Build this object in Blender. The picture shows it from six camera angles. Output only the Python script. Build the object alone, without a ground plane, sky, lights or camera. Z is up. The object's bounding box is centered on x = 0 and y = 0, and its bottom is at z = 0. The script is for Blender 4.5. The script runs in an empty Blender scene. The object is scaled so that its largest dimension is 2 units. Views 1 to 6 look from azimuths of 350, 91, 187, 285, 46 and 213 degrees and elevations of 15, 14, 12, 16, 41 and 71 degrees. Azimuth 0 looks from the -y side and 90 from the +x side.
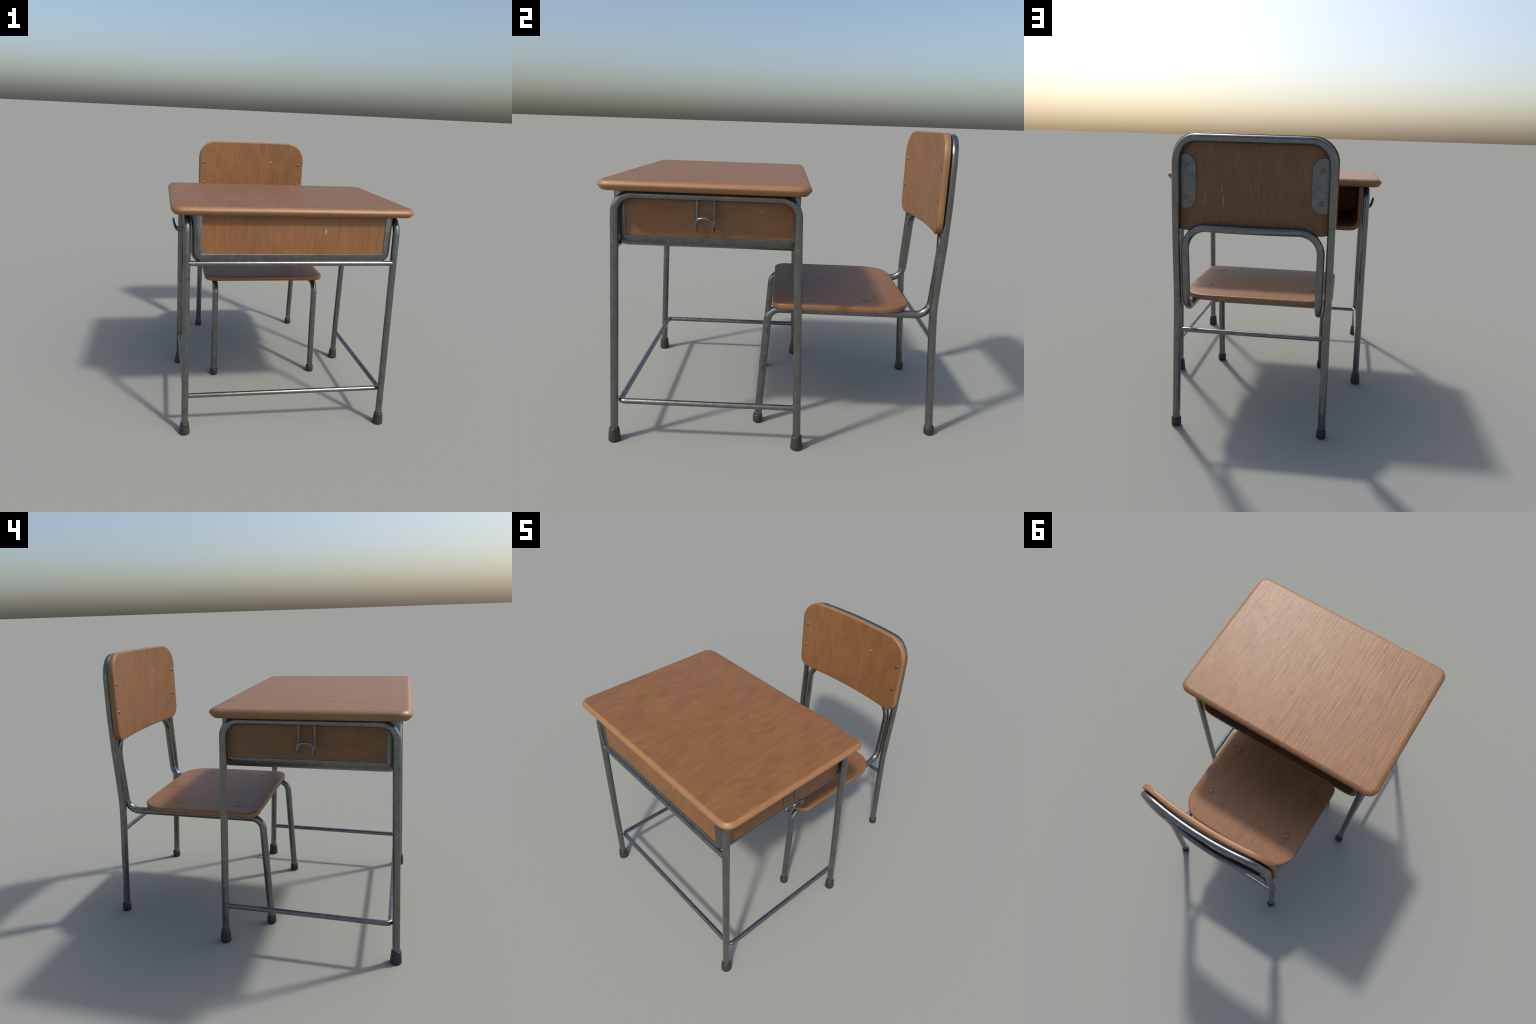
import bpy, bmesh, math
from mathutils import Vector, Matrix

# ---------------------------------------------------------------- sizes (metres)
DESK_X, DESK_Y0, DESK_Y1 = 0.797, -0.994, 0.142      # desktop rim
DESK_YC = 0.5 * (DESK_Y0 + DESK_Y1)
DESK_Z0, DESK_Z1, DESK_RIM = 1.503, 1.559, 1.534
LEG_R, BAR_R, CHAIR_R = 0.0230, 0.0170, 0.0238
LEG_X, LEG_YC = 0.693, -0.4195
TRAY_X, TRAY_Y0, TRAY_Y1, TRAY_Z0 = 0.668, -0.932, 0.083, 1.177
SEAT_Z0, SEAT_Z1 = 0.7905, 0.8250

# ---------------------------------------------------------------- node helpers
class Nodes:
    def __init__(self, name):
        self.mat = bpy.data.materials.new(name)
        self.mat.use_nodes = True
        self.t = self.mat.node_tree
        self.t.nodes.clear()
        self.out = self.t.nodes.new("ShaderNodeOutputMaterial")
        self.bsdf = self.t.nodes.new("ShaderNodeBsdfPrincipled")
        self.t.links.new(self.bsdf.outputs[0], self.out.inputs[0])
        self.obj = self.t.nodes.new("ShaderNodeTexCoord").outputs["Object"]

    def put(self, sock, v):
        if isinstance(v, bpy.types.NodeSocket):
            self.t.links.new(v, sock)
        elif isinstance(v, (tuple, list)) and len(v) == 3 and sock.type == "RGBA":
            sock.default_value = (*v, 1)
        else:
            sock.default_value = v

    def math(self, op, a, b=0.0, clamp=False):
        n = self.t.nodes.new("ShaderNodeMath")
        n.operation, n.use_clamp = op, clamp
        self.put(n.inputs[0], a)
        self.put(n.inputs[1], b)
        return n.outputs[0]

    def mapped(self, scale, loc=(0, 0, 0), rot=(0, 0, 0), vec=None):
        n = self.t.nodes.new("ShaderNodeMapping")
        n.inputs["Scale"].default_value = scale
        n.inputs["Location"].default_value = loc
        n.inputs["Rotation"].default_value = rot
        self.put(n.inputs["Vector"], vec or self.obj)
        return n.outputs[0]

    def noise(self, vec, scale=1.0, detail=3.0, rough=0.5, dist=0.0):
        n = self.t.nodes.new("ShaderNodeTexNoise")
        self.put(n.inputs["Vector"], vec)
        n.inputs["Scale"].default_value = scale
        n.inputs["Detail"].default_value = detail
        n.inputs["Roughness"].default_value = rough
        n.inputs["Distortion"].default_value = dist
        return n.outputs["Fac"]

    def ramp(self, fac, stops):
        n = self.t.nodes.new("ShaderNodeValToRGB")
        e = n.color_ramp.elements
        while len(e) < len(stops):
            e.new(0.5)
        for el, (p, c) in zip(e, stops):
            el.position = p
            el.color = (c, c, c, 1) if isinstance(c, (int, float)) else (*c, 1)
        self.put(n.inputs[0], fac)
        return n.outputs[0]

    def step(self, fac, lo, hi):
        n = self.t.nodes.new("ShaderNodeMapRange")
        n.interpolation_type = "SMOOTHSTEP"
        self.put(n.inputs[0], fac)
        n.inputs[1].default_value, n.inputs[2].default_value = lo, hi
        n.inputs[3].default_value, n.inputs[4].default_value = 0.0, 1.0
        return n.outputs[0]

    def mix(self, fac, a, b, mode="MIX"):
        n = self.t.nodes.new("ShaderNodeMix")
        n.data_type, n.blend_type = "RGBA", mode
        self.put(n.inputs[0], fac)
        self.put(n.inputs[6], a)
        self.put(n.inputs[7], b)
        return n.outputs[2]

    def xyz(self, vec=None):
        n = self.t.nodes.new("ShaderNodeSeparateXYZ")
        self.put(n.inputs[0], vec or self.obj)
        return n.outputs

    def bump(self, h, strength, dist, normal=None):
        n = self.t.nodes.new("ShaderNodeBump")
        n.inputs["Strength"].default_value = strength
        n.inputs["Distance"].default_value = dist
        self.put(n.inputs["Height"], h)
        if normal:
            self.put(n.inputs["Normal"], normal)
        return n.outputs[0]

    def blob(self, centre, size, wobble):
        """1 inside a ragged ellipsoid mark, 0 outside"""
        inv = [1 / s for s in size]
        m = self.mapped(inv, [-c * i for c, i in zip(centre, inv)])
        n = self.t.nodes.new("ShaderNodeVectorMath")
        n.operation = "LENGTH"
        self.put(n.inputs[0], m)
        d = self.math("ADD", n.outputs["Value"], wobble)
        return self.math("SUBTRACT", 1.0, self.step(d, 0.8, 1.1))


def back_shade(N, col):
    """shade on the back of the rest, painted in as darker colour"""
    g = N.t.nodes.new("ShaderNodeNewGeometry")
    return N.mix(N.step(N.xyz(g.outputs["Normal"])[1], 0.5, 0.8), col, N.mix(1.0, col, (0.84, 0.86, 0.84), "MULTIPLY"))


def wood(name, axis, base=(0.206, 0.0910, 0.0322), marks=(), mark_col=(0.46, 0.25, 0.09),
         edge=None, edge_tint=(1.34, 1.54, 1.85), grooves=0.0, tint=1.0, shift=0.0, bolt_halos=(), dim=None):
    """varnished veneer: streaks along `axis`, blotches, pores, chips (marks)"""
    N = Nodes(name)
    def st(across, along, z=0.0):
        s = [across] * 3
        s[axis] = along
        return N.mapped(s, (shift, shift * 1.7 + z, shift * 0.6))
    b = [c * tint for c in base]
    streak = N.noise(st(100, 7.0), 1, 5, 0.65, 0.25)
    fine = N.noise(st(230, 16.0, 3.1), 1, 3, 0.6)
    blotch = N.noise(st(9, 5.0, 7.7), 1, 3, 0.55)
    hue = N.noise(st(30, 6.0, 1.3), 1, 4, 0.6, 0.4)
    pores = N.noise(st(135, 11.0, 5.0), 1, 2, 0.5, 0.3)
    red = tuple(c * k for c, k in zip(b, (0.97, 0.90, 0.90)))
    gold = tuple(c * k for c, k in zip(b, (1.06, 1.10, 1.00)))
    col = N.mix(N.step(hue, 0.32, 0.68), red, gold)
    col = N.mix(1.0, col, N.ramp(streak, [(0.30, (0.76, 0.79, 0.85)), (0.47, (1, 1, 1)), (0.75, (1.07, 1.06, 1.04))]), "MULTIPLY")
    col = N.mix(1.0, col, N.ramp(fine, [(0.25, (0.91, 0.91, 0.91)), (0.6, (1.03, 1.03, 1.03))]), "MULTIPLY")
    col = N.mix(1.0, col, N.ramp(blotch, [(0.3, (0.88, 0.88, 0.89)), (0.55, (1, 1, 1)), (0.75, (1.05, 1.05, 1.04))]), "MULTIPLY")
    pore = N.step(pores, 0.60, 0.70)
    col = N.mix(N.math("MULTIPLY", pore, 0.30), col, tuple(c * k for c, k in zip(b, (0.50, 0.56, 0.8))))
    scuff = N.noise(st(48, 12, 4.4), 1, 5, 0.7)
    rough = N.math("ADD", N.math("MULTIPLY", scuff, 0.14), 0.385)
    height = N.math("SUBTRACT", N.math("MULTIPLY", streak, 0.6), N.math("MULTIPLY", pore, 0.12))
    if grooves:
        # wavy weathered ridges: wander sideways by a slow noise before stretching
        wander = N.noise(N.mapped((9, 9, 9), (4, 2, 6)), 1, 3, 0.6)
        ux, uy, uz = N.xyz()
        cmb = N.t.nodes.new("ShaderNodeCombineXYZ")
        N.put(cmb.inputs[0], N.math("ADD", ux, N.math("MULTIPLY", wander, 0.020)))
        N.put(cmb.inputs[1], uy)
        N.put(cmb.inputs[2], uz)
        g1 = N.noise(N.mapped((60, 2.0, 10), (shift, 1.1, 0), vec=cmb.outputs[0]), 1, 3, 0.55, 0.2)
        g2 = N.noise(N.mapped((150, 5.5, 10), (shift, 5.1, 2), vec=cmb.outputs[0]), 1, 2, 0.5, 0.2)
        x = N.xyz()[0]
        amount = N.step(N.math("ADD", x, N.math("MULTIPLY", N.math("SUBTRACT", blotch, 0.5), 0.6)), 0.55, -0.25)
        crack = N.step(g1, 0.36, 0.28)
        g = N.math("SUBTRACT", N.math("ADD", N.math("MULTIPLY", g1, 0.9), N.math("MULTIPLY", g2, 0.7)), N.math("MULTIPLY", crack, 0.5))
        g = N.math("MULTIPLY", g, N.math("ADD", N.math("MULTIPLY", amount, 0.6), 0.4))
        height = N.math("ADD", height, N.math("MULTIPLY", g, grooves))
    if edge:
        mask = edge(N)
        col = N.mix(mask, col, N.mix(0.5, N.mix(1.0, col, edge_tint, "MULTIPLY"), tuple(c * k for c, k in zip(b, edge_tint))))
        height = N.math("MULTIPLY", height, N.math("SUBTRACT", 1.0, N.math("MULTIPLY", mask, 0.7)))
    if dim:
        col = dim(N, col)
    if marks or bolt_halos:
        wob = N.math("MULTIPLY", N.math("SUBTRACT", N.noise(N.mapped((190, 190, 190)), 1, 3), 0.5), 2.0)
        for c, s in bolt_halos:
            col = N.mix(N.math("MULTIPLY", N.blob(c, s, wob), 0.38), col, (0.03, 0.018, 0.012))
        for c, s, k in marks:
            m = N.blob(c, s, wob)
            col = N.mix(N.math("MULTIPLY", m, k), col, mark_col)
            height = N.math("SUBTRACT", height, N.math("MULTIPLY", m, 1.5 * k))
    N.put(N.bsdf.inputs["Base Color"], col)
    N.put(N.bsdf.inputs["Roughness"], rough)
    N.bsdf.inputs["Specular IOR Level"].default_value = 0.5
    N.put(N.bsdf.inputs["Normal"], N.bump(height, 0.5, 0.0022))
    return N.mat


def rim_mask(x_half, y_c, y_half, x_in):
    def f(N):
        x, y, z = N.xyz()
        dx = N.math("SUBTRACT", N.math("ABSOLUTE", x), x_half)
        dy = N.math("SUBTRACT", N.math("ABSOLUTE", N.math("SUBTRACT", y, y_c)), y_half)
        d = N.math("MAXIMUM", dx, dy)
        # rounded corner distance
        cx = N.math("MAXIMUM", N.math("ADD", dx, 0.075), 0.0)
        cy = N.math("MAXIMUM", N.math("ADD", dy, 0.075), 0.0)
        r = N.math("SUBTRACT", N.math("SQRT", N.math("ADD", N.math("MULTIPLY", cx, cx), N.math("MULTIPLY", cy, cy))), 0.075)
        d = N.math("MAXIMUM", d, r)
        w = N.math("MULTIPLY", N.math("SUBTRACT", N.noise(N.mapped((25, 25, 25)), 1, 2), 0.5), 0.014)
        return N.math("MULTIPLY", N.step(N.math("ADD", d, w), -x_in - 0.006, -x_in + 0.007), 0.85)
    return f


def facing_mask(axis, lo, hi, amount):
    """bevel highlight painted in as lighter wood where the surface leaves its flat face"""
    def f(N):
        g = N.t.nodes.new("ShaderNodeNewGeometry")
        n = N.xyz(g.outputs["Normal"])[axis]
        return N.math("MULTIPLY", N.step(N.math("ABSOLUTE", n), hi, lo), amount)
    return f


def steel(name, base=0.27, rough=0.36):
    """dull galvanised tube: mottling, pale scuffs, dark pits"""
    N = Nodes(name)
    mott = N.noise(N.mapped((26, 26, 26)), 1, 5, 0.65)
    grain = N.noise(N.mapped((210, 210, 210), (1, 2, 3)), 1, 2, 0.6)
    pits = N.noise(N.mapped((75, 75, 75), (5, 1, 2)), 1, 2, 0.5)
    scuff = N.noise(N.mapped((60, 60, 24), (9, 4, 1), (0.5, 0.3, 0.2)), 1, 4, 0.7, 0.8)
    dust = N.noise(N.mapped((6, 6, 6), (2, 7, 1)), 1, 3, 0.6)
    col = N.ramp(mott, [(0.3, tuple(base * k for k in (0.78, 0.80, 0.80))), (0.7, tuple(base * k for k in (1.16, 1.16, 1.12)))])
    col = N.mix(1.0, col, N.ramp(grain, [(0.3, 0.94), (0.7, 1.06)]), "MULTIPLY")
    pit = N.step(pits, 0.67, 0.74)
    col = N.mix(N.math("MULTIPLY", pit, 0.6), col, (0.07, 0.066, 0.06))
    pale = N.math("MULTIPLY", N.step(scuff, 0.63, 0.70), N.step(dust, 0.40, 0.6))
    col = N.mix(N.math("MULTIPLY", pale, 0.55), col, (0.48, 0.48, 0.47))
    N.put(N.bsdf.inputs["Base Color"], col)
    N.bsdf.inputs["Metallic"].default_value = 0.92
    r = N.math("ADD", N.math("MULTIPLY", N.math("ADD", N.math("MULTIPLY", mott, 0.5), N.math("MULTIPLY", dust, 0.5)), 0.30), rough - 0.15)
    N.put(N.bsdf.inputs["Roughness"], N.math("ADD", r, N.math("MULTIPLY", pale, 0.1)))
    h = N.math("SUBTRACT", N.math("MULTIPLY", grain, 0.35), pit)
    N.put(N.bsdf.inputs["Normal"], N.bump(h, 0.16, 0.0011))
    return N.mat


def rubber(name):
    N = Nodes(name)
    a = N.noise(N.mapped((32, 32, 20)), 1, 4, 0.6)
    rust = N.noise(N.mapped((14, 14, 10), (3, 1, 4)), 1, 3, 0.6)
    col = N.ramp(a, [(0.3, (0.019, 0.018, 0.016)), (0.7, (0.031, 0.028, 0.025))])
    col = N.mix(N.math("MULTIPLY", N.step(rust, 0.5, 0.68), 0.7), col, (0.042, 0.028, 0.021))
    N.put(N.bsdf.inputs["Base Color"], col)
    N.bsdf.inputs["Roughness"].default_value = 0.55
    N.put(N.bsdf.inputs["Normal"], N.bump(a, 0.2, 0.002))
    return N.mat


# ---------------------------------------------------------------- mesh helpers
def mesh_of(name, verts, faces, mat, sharp=40, fix=True):
    me = bpy.data.meshes.new(name)
    me.from_pydata([tuple(v) for v in verts], [], faces)
    if fix:
        bm = bmesh.new()
        bm.from_mesh(me)
        bmesh.ops.remove_doubles(bm, verts=bm.verts, dist=1e-6)
        bmesh.ops.recalc_face_normals(bm, faces=bm.faces)
        bm.to_mesh(me)
        bm.free()
    me.polygons.foreach_set("use_smooth", [True] * len(me.polygons))
    me.set_sharp_from_angle(angle=math.radians(sharp))
    me.materials.append(mat)
    return me


def obj_of(name, me, parent, loc=(0, 0, 0)):
    """loc is in world space; parents carry translation only"""
    o = bpy.data.objects.new(name, me)
    bpy.context.scene.collection.objects.link(o)
    if parent:
        o.parent = parent
        w, p = Vector((0, 0, 0)), parent
        while p:
            w += p.location
            p = p.parent
        o.location = Vector(loc) - w
    else:
        o.location = loc
    return o


def ring_faces(n_rings, n, start=0, closed=False):
    f = []
    for i in range(n_rings - (0 if closed else 1)):
        a, b = start + i * n, start + ((i + 1) % n_rings) * n
        f += [(a + j, a + (j + 1) % n, b + (j + 1) % n, b + j) for j in range(n)]
    return f


def fillet(points, radii, seg=9):
    """polyline with rounded corners"""
    pts = [Vector(p) for p in points]
    out = [pts[0]]
    for i in range(1, len(pts) - 1):
        p, r = pts[i], radii[i - 1]
        if r <= 0:
            out.append(p)
            continue
        a, b = (pts[i - 1] - p).normalized(), (pts[i + 1] - p).normalized()
        ang = a.angle(b)
        t = r / math.tan(ang / 2)
        c = p + (a + b).normalized() * (r / math.sin(ang / 2))
        u, v = p + a * t - c, p + b * t - c
        tot = u.angle(v)
        for k in range(seg + 1):
            s = k / seg
            out.append(c + (u * math.sin((1 - s) * tot) + v * math.sin(s * tot)) / math.sin(tot))
    out.append(pts[-1])
    return out


def tube(path, r, n=20, verts=None, faces=None):
    """round bar swept along a path, ends capped"""
    V = verts if verts is not None else []
    F = faces if faces is not None else []
    base = len(V)
    P = [Vector(p) for p in path]
    T = []
    for i in range(len(P)):
        a = (P[i] - P[i - 1]).normalized() if i else Vector((0, 0, 0))
        b = (P[i + 1] - P[i]).normalized() if i < len(P) - 1 else Vector((0, 0, 0))
        T.append((a + b).normalized())
    up = Vector((1, 0, 0)) if abs(T[0].x) < 0.8 else Vector((0, 0, 1))
    nrm = (up - T[0] * up.dot(T[0])).normalized()
    for i, p in enumerate(P):
        nrm = (nrm - T[i] * nrm.dot(T[i])).normalized()
        bi = T[i].cross(nrm)
        for k in range(n):
            a = 2 * math.pi * k / n
            V.append(p + (nrm * math.cos(a) + bi * math.sin(a)) * r)
    F += ring_faces(len(P), n, base)
    last = base + (len(P) - 1) * n
    F.append(tuple(range(base + n - 1, base - 1, -1)))
    F.append(tuple(range(last, last + n)))
    return V, F


def seam(path, r, at, V, F, w=0.0022):
    """slightly proud weld ring where the path passes height `at`"""
    for a, b in zip(path, path[1:]):
        a, b = Vector(a), Vector(b)
        if (a.z - at) * (b.z - at) < 0:
            p = a.lerp(b, (at - a.z) / (b.z - a.z))
            d = (b - a).normalized()
            tube([p - d * w, p - d * w * 0.4, p + d * w * 0.4, p + d * w], r + 0.0009, 20, V, F)


def rounded_outline(x0, x1, y0, y1, corners, seg=9):
    """counter-clockwise outline; corners = ((rx, ry) at x0y0, x1y0, x1y1, x0y1)"""
    out = []
    spec = [(x0, y0, 1, 1, math.pi), (x1, y0, -1, 1, 1.5 * math.pi), (x1, y1, -1, -1, 0), (x0, y1, 1, -1, 0.5 * math.pi)]
    for (x, y, sx, sy, a0), (rx, ry) in zip(spec, corners):
        cx, cy = x + sx * rx, y + sy * ry
        for k in range(seg + 1):
            a = a0 + 0.5 * math.pi * k / seg
            out.append((cx + rx * math.cos(a), cy + ry * math.sin(a)))
    # a few stops along the straights keep curved sheets smooth
    dense = []
    for i, p in enumerate(out):
        q = out[(i + 1) % len(out)]
        d = math.hypot(q[0] - p[0], q[1] - p[1])
        m = max(1, int(d / 0.05))
        dense += [(p[0] + (q[0] - p[0]) * k / m, p[1] + (q[1] - p[1]) * k / m) for k in range(m)]
    return dense


def inset(outline, d):
    """move an outline inwards along its normals"""
    n, out = len(outline), []
    for i in range(n):
        a, p, b = (Vector(outline[(i + k) % n]) for k in (-1, 0, 1))
        t = ((p - a).normalized() + (b - p).normalized()).normalized()
        out.append((p.x - t.y * d, p.y + t.x * d))
    return out


def sheet(outline, profile, centre, place, name, mat, fill=(0.985, 0.8, 0.6, 0.4, 0.2), sharp=60):
    """solid board: outline x edge profile [(inset, height 0..1)], both faces filled towards the centre"""
    n = len(outline)
    rings = []
    first, last = inset(outline, profile[0][0]), inset(outline, profile[-1][0])
    shrink = lambda o, s: [(centre[0] + (x - centre[0]) * s, centre[1] + (y - centre[1]) * s) for x, y in o]
    for s in reversed(fill):
        rings.append((shrink(first, s), profile[0][1]))
    for d, h in profile:
        rings.append((inset(outline, d), h))
    for s in fill:
        rings.append((shrink(last, s), profile[-1][1]))
    V = [place(x, y, h) for o, h in rings for x, y in o]
    F = ring_faces(len(rings), n)
    V.append(place(*centre, profile[0][1]))
    V.append(place(*centre, profile[-1][1]))
    c0, c1, l = len(V) - 2, len(V) - 1, (len(rings) - 1) * n
    F += [(c0, (j + 1) % n, j) for j in range(n)]
    F += [(c1, l + j, l + (j + 1) % n) for j in range(n)]
    return mesh_of(name, V, F, mat, sharp)


def box(x0, x1, y0, y1, z0, z1):
    V = [(x, y, z) for z in (z0, z1) for x, y in ((x0, y0), (x1, y0), (x1, y1), (x0, y1))]
    return V, [(3, 2, 1, 0), (4, 5, 6, 7), (0, 1, 5, 4), (1, 2, 6, 5), (2, 3, 7, 6), (3, 0, 4, 7)]


def apply_mods(o):
    dg = bpy.context.evaluated_depsgraph_get()
    me = bpy.data.meshes.new_from_object(o.evaluated_get(dg))
    o.modifiers.clear()
    o.data = me


def dome(name, r, h, mat, n=16):
    V, F, rings = [], [], [(1.0, 0.0), (1.0, 0.22), (0.90, 0.55), (0.66, 0.82), (0.34, 0.96)]
    for s, z in rings:
        V += [(r * s * math.cos(2 * math.pi * k / n), r * s * math.sin(2 * math.pi * k / n), h * z) for k in range(n)]
    F = ring_faces(len(rings), n)
    V.append((0, 0, h))
    l = (len(rings) - 1) * n
    F += [(l + k, l + (k + 1) % n, len(V) - 1) for k in range(n)]
    F.append(tuple(range(n - 1, -1, -1)))
    return mesh_of(name, V, F, mat, 50)


def foot_mesh(name, prof, mat, n=12):
    """rubber ferrule turned from (radius, height) pairs"""
    V = [(r * math.cos(2 * math.pi * (k + 0.5) / n), r * math.sin(2 * math.pi * (k + 0.5) / n), z) for r, z in prof for k in range(n)]
    F = ring_faces(len(prof), n)
    l = (len(prof) - 1) * n
    F += [tuple(range(n - 1, -1, -1)), tuple(range(l, l + n))]
    return mesh_of(name, V, F, mat, 50)


# ---------------------------------------------------------------- materials
M_STEEL = steel("galvanised_steel", 0.200, 0.26)
M_BOLT = steel("bolt_steel", 0.17, 0.30)
M_SHEET = steel("sheet_steel", 0.178, 0.34)
M_RUBBER = rubber("dark_rubber")
M_TOP = wood("desktop_wood", 1, grooves=1.3,
             edge=rim_mask(DESK_X, DESK_YC, 0.5 * (DESK_Y1 - DESK_Y0), 0.024),
             marks=[((0.270, -0.304, 1.56), (0.004, 0.018, 0.02), 0.6), ((0.104, -0.218, 1.56), (0.0045, 0.019, 0.02), 0.65),
                    ((0.150, -0.205, 1.56), (0.004, 0.007, 0.02), 0.5), ((0.148, -0.163, 1.56), (0.004, 0.005, 0.02), 0.5)],
             mark_col=(0.36, 0.17, 0.05))
M_FRONT = wood("front_panel_wood", 2, shift=3.0, marks=[((0.204, -0.924, 1.402), (0.0085, 0.05, 0.019), 0.7)])
M_SIDE = wood("side_panel_wood", 1, shift=6.0, tint=0.92, marks=[((0.66, -0.12, 1.405), (0.03, 0.012, 0.007), 0.35)])
M_LINING = wood("tray_lining_wood", 1, shift=9.0, tint=0.80)  # occlusion inside the tray put into the colour as a darker tint
M_SEAT = wood("seat_wood", 1, shift=12.0, grooves=0.7, edge=facing_mask(2, 0.35, 0.97, 0.70),
              bolt_halos=[((sx * 0.3545, y, SEAT_Z1), (0.030, 0.034, 0.03)) for sx in (-1, 1) for y in (0.1145, 0.5245)])  # contact shade and grime round the bolts, painted as dark halos
M_BACK = wood("backrest_wood", 2, shift=15.0, dim=back_shade, edge=facing_mask(1, 0.45, 0.93, 0.70),
              marks=[((0.190, 0.90, 1.671), (0.008, 0.03, 0.009), 0.7), ((0.176, 0.90, 1.664), (0.004, 0.03, 0.006), 0.7),
                     ((0.289, 0.935, 1.464), (0.004, 0.025, 0.021), 0.42), ((0.183, 0.94, 1.525), (0.007, 0.025, 0.022), 0.34),
                     ((0.176, 0.94, 1.462), (0.007, 0.025, 0.037), 0.42), ((0.011, 0.945, 1.538), (0.005, 0.025, 0.013), 0.34),
                     ((0.010, 0.945, 1.495), (0.003, 0.025, 0.030), 0.25), ((-0.057, 0.945, 1.752), (0.003, 0.025, 0.030), 0.22),
                     ((-0.114, 0.94, 1.418), (0.003, 0.025, 0.022), 0.2)])

# ================================================================ DESK
desk = bpy.data.objects.new("school_desk", None)
bpy.context.scene.collection.objects.link(desk)
desk.location = (0, LEG_YC, 0)
desk["label"] = "Wooden school desk with open tray on grey steel tube legs"
desk["category"] = "desk"

# desktop: board with a pointed, softened edge and rounded corners
outline = rounded_outline(-DESK_X, DESK_X, DESK_Y0, DESK_Y1, [(0.078, 0.078)] * 4, 8)
hz = lambda z: (z - DESK_Z0) / (DESK_Z1 - DESK_Z0)
profile = [(0.029, 0.0), (0.023, hz(1.5045)), (0.010, hz(1.518)), (0.001, hz(1.531)), (0.001, hz(1.537)),
           (0.009, hz(1.549)), (0.021, hz(1.5575)), (0.028, 1.0)]
top = sheet(outline, profile, (0, DESK_YC), lambda x, y, h: (x, y, DESK_Z0 + h * (DESK_Z1 - DESK_Z0)), "desktop", M_TOP)
obj_of("desktop", top, desk)

# book tray: folded steel tub, open at the back and on top
def tray_section(off, z_top, seg=5):
    """U-shaped section (x, z), counter-clockwise from top left"""
    hw, z0, r = TRAY_X - off, TRAY_Z0 + off, 0.080 - off * 0.8
    o = [(-hw, z_top)]
    for k in range(seg + 1):
        a = math.pi + 0.5 * math.pi * k / seg
        o.append((-hw + r + r * math.cos(a), z0 + r + r * math.sin(a)))
    return o + [(-x, z) for x, z in reversed(o)]

def tub(name, stations, mat, sharp=35):
    V, F = [], []
    n = len(tray_section(0, 1.5))
    for y, off, zt in stations:
        V += [(x, y, z) for x, z in tray_section(off, zt)]
    F = ring_faces(len(stations), n)
    F += [tuple(range(n)), tuple(range(len(V) - 1, len(V) - n - 1, -1))]
    return mesh_of(name, V, F, mat, sharp)

def cut(o, meshes):
    for me in meshes:
        c = bpy.data.objects.new("cutter", me)
        bpy.context.scene.collection.objects.link(c)
        c.hide_render = True
        m = o.modifiers.new("cut", "BOOLEAN")
        m.operation, m.solver, m.object = "DIFFERENCE", "EXACT", c
        apply_mods(o)
        bpy.data.objects.remove(c)

body = obj_of("book_tray", tub("book_tray", [(TRAY_Y0, 0.030, 1.508), (TRAY_Y0 + 0.008, 0.018, 1.508), (TRAY_Y0 + 0.022, 0.008, 1.508), (TRAY_Y0 + 0.042, 0.002, 1.508), (TRAY_Y0 + 0.058, 0.0, 1.508), (TRAY_Y1, 0.0, 1.508)], M_SHEET), None)
cavity = tub("cavity", [(-0.900, 0.026, 1.6), (0.2, 0.026, 1.6)], M_SHEET)
P_Y0, P_Y1, P_Z0 = -0.866, 0.054, 1.2485
slots = [mesh_of("slot", *box(-0.6015, 0.607, -0.96, TRAY_Y0 + 0.010, 1.2495, 1.55), M_SHEET)]
for s in (-1, 1):
    a, b = sorted((s * (TRAY_X - 0.009), s * 0.75))
    slots.append(mesh_of("slot", *box(a, b, P_Y0, P_Y1, P_Z0, 1.55), M_SHEET))
cut(body, [cavity] + slots)
bm = body.modifiers.new("edge", "BEVEL")
bm.width, bm.segments, bm.limit_method, bm.angle_limit = 0.0026, 2, "ANGLE", math.radians(50)
apply_mods(body)
body.data.name = "book_tray"
body.data.polygons.foreach_set("use_smooth", [True] * len(body.data.polygons))
body.data.set_sharp_from_angle(angle=math.radians(35))
body.parent, body.location = desk, -desk.location

# wooden panels let into the tub
obj_of("front_panel", mesh_of("front_panel", *box(-0.601, 0.6065, TRAY_Y0 + 0.0045, TRAY_Y0 + 0.016, 1.250, 1.507), M_FRONT), body)
for s in (-1, 1):
    a, b = sorted((s * (TRAY_X - 0.014), s * (TRAY_X - 0.0042)))
    V, F = [], []
    o = rounded_outline(P_Y0 + 0.0005, P_Y1 - 0.0005, P_Z0 + 0.0005, 1.507, [(0.012, 0.012), (0.016, 0.016), (0.003, 0.003), (0.003, 0.003)], 4)
    V = [(x, y, z) for x in (a, b) for y, z in o]
    F = ring_faces(2, len(o)) + [tuple(range(len(o))), tuple(range(2 * len(o) - 1, len(o) - 1, -1))]
    obj_of("side_panel", mesh_of("side_panel", V, F, M_SIDE), body)

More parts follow.
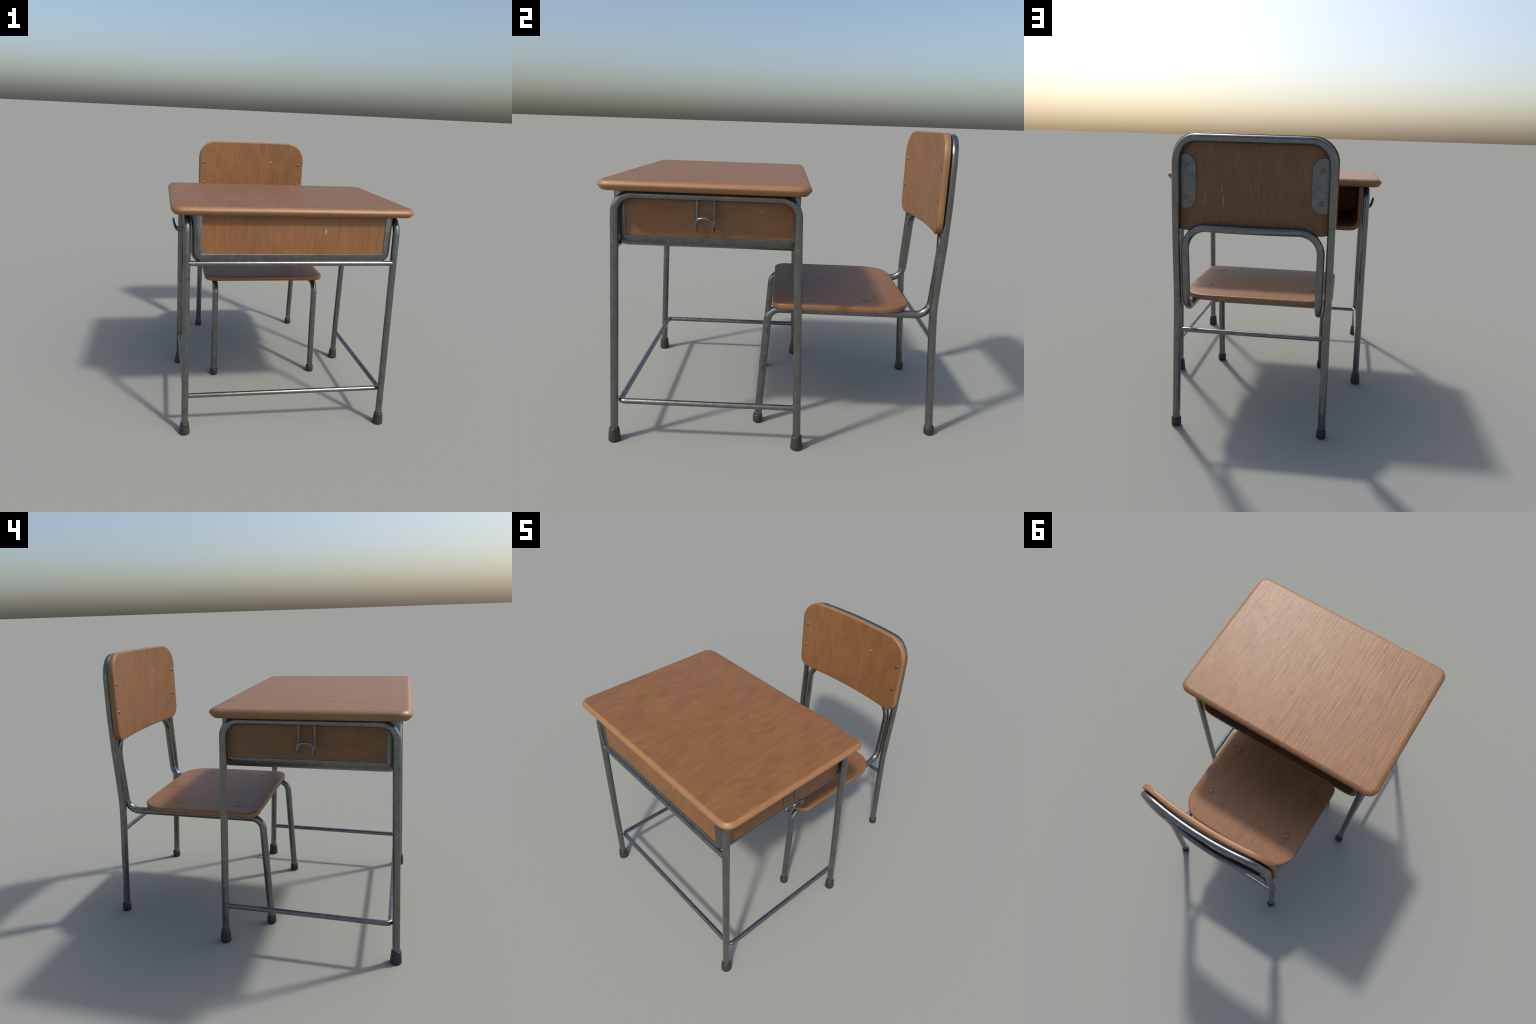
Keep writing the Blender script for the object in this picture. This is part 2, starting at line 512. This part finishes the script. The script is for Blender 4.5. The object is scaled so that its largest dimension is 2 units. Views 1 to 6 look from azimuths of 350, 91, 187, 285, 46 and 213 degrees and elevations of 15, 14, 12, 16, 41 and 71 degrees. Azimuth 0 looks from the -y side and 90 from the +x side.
# wooden lining, its rim showing round the open back
n_sec = len(tray_section(0, 1.5))
V, stations = [], [(-0.905, 0.014), (0.066, 0.014), (0.0665, 0.0025), (TRAY_Y1 + 0.0018, 0.0025), (TRAY_Y1 + 0.003, 0.004),
                   (TRAY_Y1 + 0.003, 0.0285), (TRAY_Y1 + 0.0018, 0.030), (-0.898, 0.030)]
for y, off in stations:
    V += [(x, y, z) for x, z in tray_section(off, 1.506)]
F = []
for i in range(len(stations)):
    a, b = i * n_sec, ((i + 1) % len(stations)) * n_sec
    F += [(a + j, a + j + 1, b + j + 1, b + j) for j in range(n_sec - 1)]
F += [tuple(i * n_sec for i in range(len(stations))), tuple((i + 1) * n_sec - 1 for i in reversed(range(len(stations))))]
vb, fb = box(-0.64, 0.64, -0.903, -0.894, 1.206, 1.5055)
F += [tuple(i + len(V) for i in f) for f in fb]
V += vb
obj_of("tray_lining", mesh_of("tray_lining", V, F, M_LINING, 35), body)

# side frames: one bent tube each, front leg - top rail - back leg
leg_y = lambda z: 0.545 - 0.0345 * z
TOP_Z = 1.4765
desk_foot = foot_mesh("foot", [(0.0335, 0.0), (0.0365, 0.003), (0.0362, 0.012), (0.0305, 0.074), (0.0285, 0.081), (0.024, 0.083), (0.021, 0.072)], M_RUBBER)
def frame_path(x):
    pts = [(x, LEG_YC - leg_y(0.03), 0.03), (x, LEG_YC - leg_y(TOP_Z), TOP_Z), (x, LEG_YC + leg_y(TOP_Z), TOP_Z), (x, LEG_YC + leg_y(0.03), 0.03)]
    return fillet(pts, (0.098, 0.098), 8)
path = frame_path(0.0)
V, F = tube(path, LEG_R)
seam(path, LEG_R, 1.3455, V, F)
frame_mesh = mesh_of("side_frame", V, F, M_STEEL)

# bag hook: two wires hang from the rail, curl out and join in an arch
def hook_mesh():
    w = 0.0462
    prof = [(0.000, w, 1.462), (0.002, w, 1.40), (0.005, w, 1.345), (0.013, w, 1.315), (0.030, w, 1.298), (0.047, 0.0455, 1.301), (0.060, 0.0445, 1.316)]
    a = [Vector((x, -ww, z)) for x, ww, z in prof]
    arch = []
    for k in range(1, 12):
        t = math.pi * k / 12
        arch.append(Vector((0.068 + 0.006 * math.sin(t), -0.0448 * abs(math.cos(t)) ** 0.75 * (1 if t < math.pi / 2 else -1), 1.336 + 0.0360 * math.sin(t) ** 0.85)))
    b = [Vector((x, ww, z)) for x, ww, z in reversed(prof)]
    p = a + arch + b
    # soften the curl
    for _ in range(1):
        q = [p[0]]
        for u, v in zip(p, p[1:]):
            q += [u.lerp(v, 0.25), u.lerp(v, 0.75)]
        p = q + [p[-1]]
    return mesh_of("hook", *tube(p, 0.0076, 10), M_STEEL)
hook_r = hook_mesh()
hook_l = hook_r.copy()
hook_l.transform(Matrix.Scale(-1, 4, (1, 0, 0)))
hook_l.flip_normals()

for s in (-1, 1):
    fr = obj_of("side_frame", frame_mesh, desk, (s * LEG_X, 0, 0))
    for t in (-1, 1):
        obj_of("foot", desk_foot, fr, (s * LEG_X, LEG_YC + t * 0.5435, 0))
    obj_of("hook", hook_r if s > 0 else hook_l, fr, (s * LEG_X, -0.4215, 0))

V, F = tube([(-LEG_X, -0.926, 1.186), (-0.2, -0.926, 1.186), (LEG_X, -0.926, 1.186)], BAR_R)
obj_of("crossbar", mesh_of("crossbar", V, F, M_STEEL), desk)
path = fillet([(-0.691, 0.118, 0.258), (-0.691, -0.923, 0.256), (0.691, -0.923, 0.256), (0.691, 0.118, 0.258)], (0.032, 0.032), 7)
obj_of("foot_rail", mesh_of("foot_rail", *tube(path, BAR_R * 0.97), M_STEEL), desk)

# ================================================================ CHAIR
chair = bpy.data.objects.new("school_chair", None)
bpy.context.scene.collection.objects.link(chair)
chair.location = (0, 0.45, 0)
chair["label"] = "Wooden school chair with curved backrest on bent steel tubes"
chair["category"] = "chair"

# rear frame: both back legs and the hoop behind the backrest
up = [(0.03, 0.4675, 0.9605), (0.40, 0.4675, 0.9365), (0.72, 0.4678, 0.9145), (0.80, 0.4678, 0.9105), (0.86, 0.4678, 0.9105), (0.99, 0.4678, 0.9155),
      (1.22, 0.4672, 0.9275), (1.43, 0.4665, 0.9330), (1.60, 0.4660, 0.9325)]
HOOP_Z, HOOP_X, HOOP_RC, HOOP_RZ = 1.8180, 0.4645, 0.128, 0.142
hoop_y = lambda x: 0.9765 - 0.205 * x * x
half = [Vector((x, y, z)) for z, x, y in up]
for k in range(9):
    a = 0.5 * math.pi * k / 8
    x = HOOP_X - HOOP_RC + HOOP_RC * math.cos(a)
    half.append(Vector((x, hoop_y(x), HOOP_Z - HOOP_RZ + HOOP_RZ * math.sin(a))))
bar = [Vector((x, hoop_y(x), HOOP_Z)) for x in (0.26, 0.2, 0.13, 0.065, 0, -0.065, -0.13, -0.2, -0.26)]
mirror = lambda pts: [Vector((-p.x, p.y, p.z)) for p in reversed(pts)]
rear_path = half + bar + mirror(half)
V, F = tube(rear_path, CHAIR_R)
rear = obj_of("rear_frame", mesh_of("rear_frame", V, F, M_STEEL), chair)

# front frame: front legs, seat rails, uprights and lower hoop in one tube
FX = 0.4120
side = fillet([(FX, -0.120, 0.03), (FX, -0.0735, 0.7655), (FX, 0.9035, 0.7655), (FX, 0.9270, 1.14)], (0.076, 0.092), 8)
LOOP_Z, LOOP_R = 1.2915, 0.135
loop_y = lambda x: 0.9745 - 0.275 * x * x
arc = []
for k in range(9):
    a = 0.5 * math.pi * k / 8
    x = FX - LOOP_R + LOOP_R * math.cos(a)
    arc.append(Vector((x, loop_y(x), LOOP_Z - LOOP_R + LOOP_R * math.sin(a))))
bar = [Vector((x, loop_y(x), LOOP_Z)) for x in (0.2, 0.13, 0.065, 0, -0.065, -0.13, -0.2)]
front_path = side[:-1] + [Vector((FX, 0.9205, 1.02))] + arc + bar + mirror(arc) + [Vector((-FX, 0.9205, 1.02))] + mirror(side[:-1])
V, F = tube(front_path, CHAIR_R)
seam(front_path, CHAIR_R, 1.085, V, F)
seam(front_path, CHAIR_R, 0.455, V, F)
front = obj_of("front_frame", mesh_of("front_frame", V, F, M_STEEL), chair)

V, F = tube([(-0.4675, 0.9195, 0.633), (0.3, 0.9195, 0.633), (0.4675, 0.9195, 0.633)], 0.0148)
obj_of("crossbar", mesh_of("crossbar", V, F, M_STEEL), chair)

chair_foot = foot_mesh("foot", [(0.0285, 0.0), (0.0312, 0.004), (0.0308, 0.045), (0.0292, 0.051), (0.0262, 0.0525), (0.022, 0.047)], M_RUBBER)
for s in (-1, 1):
    obj_of("foot", chair_foot, rear, (s * 0.4675, 0.9620, 0))
    obj_of("foot", chair_foot, front, (s * FX, -0.1205, 0))

# seat board
outline = rounded_outline(-0.493, 0.493, -0.052, 0.783, [(0.085, 0.080), (0.085, 0.080), (0.175, 0.19), (0.175, 0.19)], 9)
profile = [(0.003, 0.0), (0.0005, 0.08), (0.0, 0.40), (0.0, 0.78), (0.0022, 0.93), (0.007, 1.0)]
seat_mesh = sheet(outline, profile, (0, 0.37), lambda x, y, h: (x, y, SEAT_Z0 + h * (SEAT_Z1 - SEAT_Z0) - 0.003 * max(0.0, 1 - (y + 0.05) / 0.10) ** 2), "seat", M_SEAT)
seat = obj_of("seat", seat_mesh, chair)
bolt = dome("bolt", 0.0132, 0.0050, M_BOLT)
for s in (-1, 1):
    for y in (0.1145, 0.5245):
        obj_of("bolt", bolt, seat, (s * 0.3548, y, SEAT_Z1 - 0.0005))

# backrest: upright board bent round the sitter
BACK_F, BACK_K, BACK_T = 0.9095, 0.170, 0.0365
face_y = lambda x: BACK_F - BACK_K * x * x
outline = rounded_outline(-0.491, 0.491, 1.268, 1.8468, [(0.085, 0.085), (0.085, 0.085), (0.152, 0.152), (0.152, 0.152)], 9)
profile = [(0.008, 0.0), (0.0025, 0.05), (0.0, 0.17), (0.0, 0.5), (0.0, 0.94), (0.002, 1.0)]
def bent(x, z, h):
    slope = -2 * BACK_K * x
    n = Vector((-slope, 1, 0)).normalized()
    return Vector((x, face_y(x), z)) + n * (h * BACK_T)
back_mesh = sheet(outline, profile, (0, 1.557), bent, "backrest", M_BACK)
back = obj_of("backrest", back_mesh, chair)
bolt_f = dome("bolt", 0.0132, 0.0070, M_BOLT)
bolt_f.transform(Matrix.Rotation(math.radians(90), 4, "X"))      # dome towards -y
bolt_b = bolt_f.copy()
bolt_b.transform(Matrix.Rotation(math.radians(180), 4, "Z"))     # dome towards +y
for s in (-1, 1):
    for z in (1.650, 1.4635):
        obj_of("bolt", bolt_f, back, (s * 0.4485, face_y(0.4485) + 0.0025, z))

# mounting plates between hoop and backrest
plate_out = rounded_outline(0.338, 0.462, 1.402, 1.724, [(0.066, 0.066), (0.004, 0.004), (0.004, 0.004), (0.066, 0.066)], 7)
def plate_pos(s):
    def f(x, z, h):
        p = bent(x, z, 1.0)
        n = Vector((2 * BACK_K * x, 1, 0)).normalized()
        p += n * (-0.001 + 0.007 * h)
        return (s * p.x, p.y, p.z)
    return f
for s in (-1, 1):
    me = sheet(plate_out, [(0, 0), (0, 0.7), (0.0015, 1.0)], (0.405, 1.563), plate_pos(s), "mounting_plate", M_SHEET)
    pl = obj_of("mounting_plate", me, back)
    for z in (1.650, 1.4635):
        p = plate_pos(s)(0.394, z, 1.0)
        obj_of("bolt", bolt_b, pl, (p[0], p[1] - 0.001, z))

chair.location.x = -0.003      # the chair stands a touch off the desk's centre line
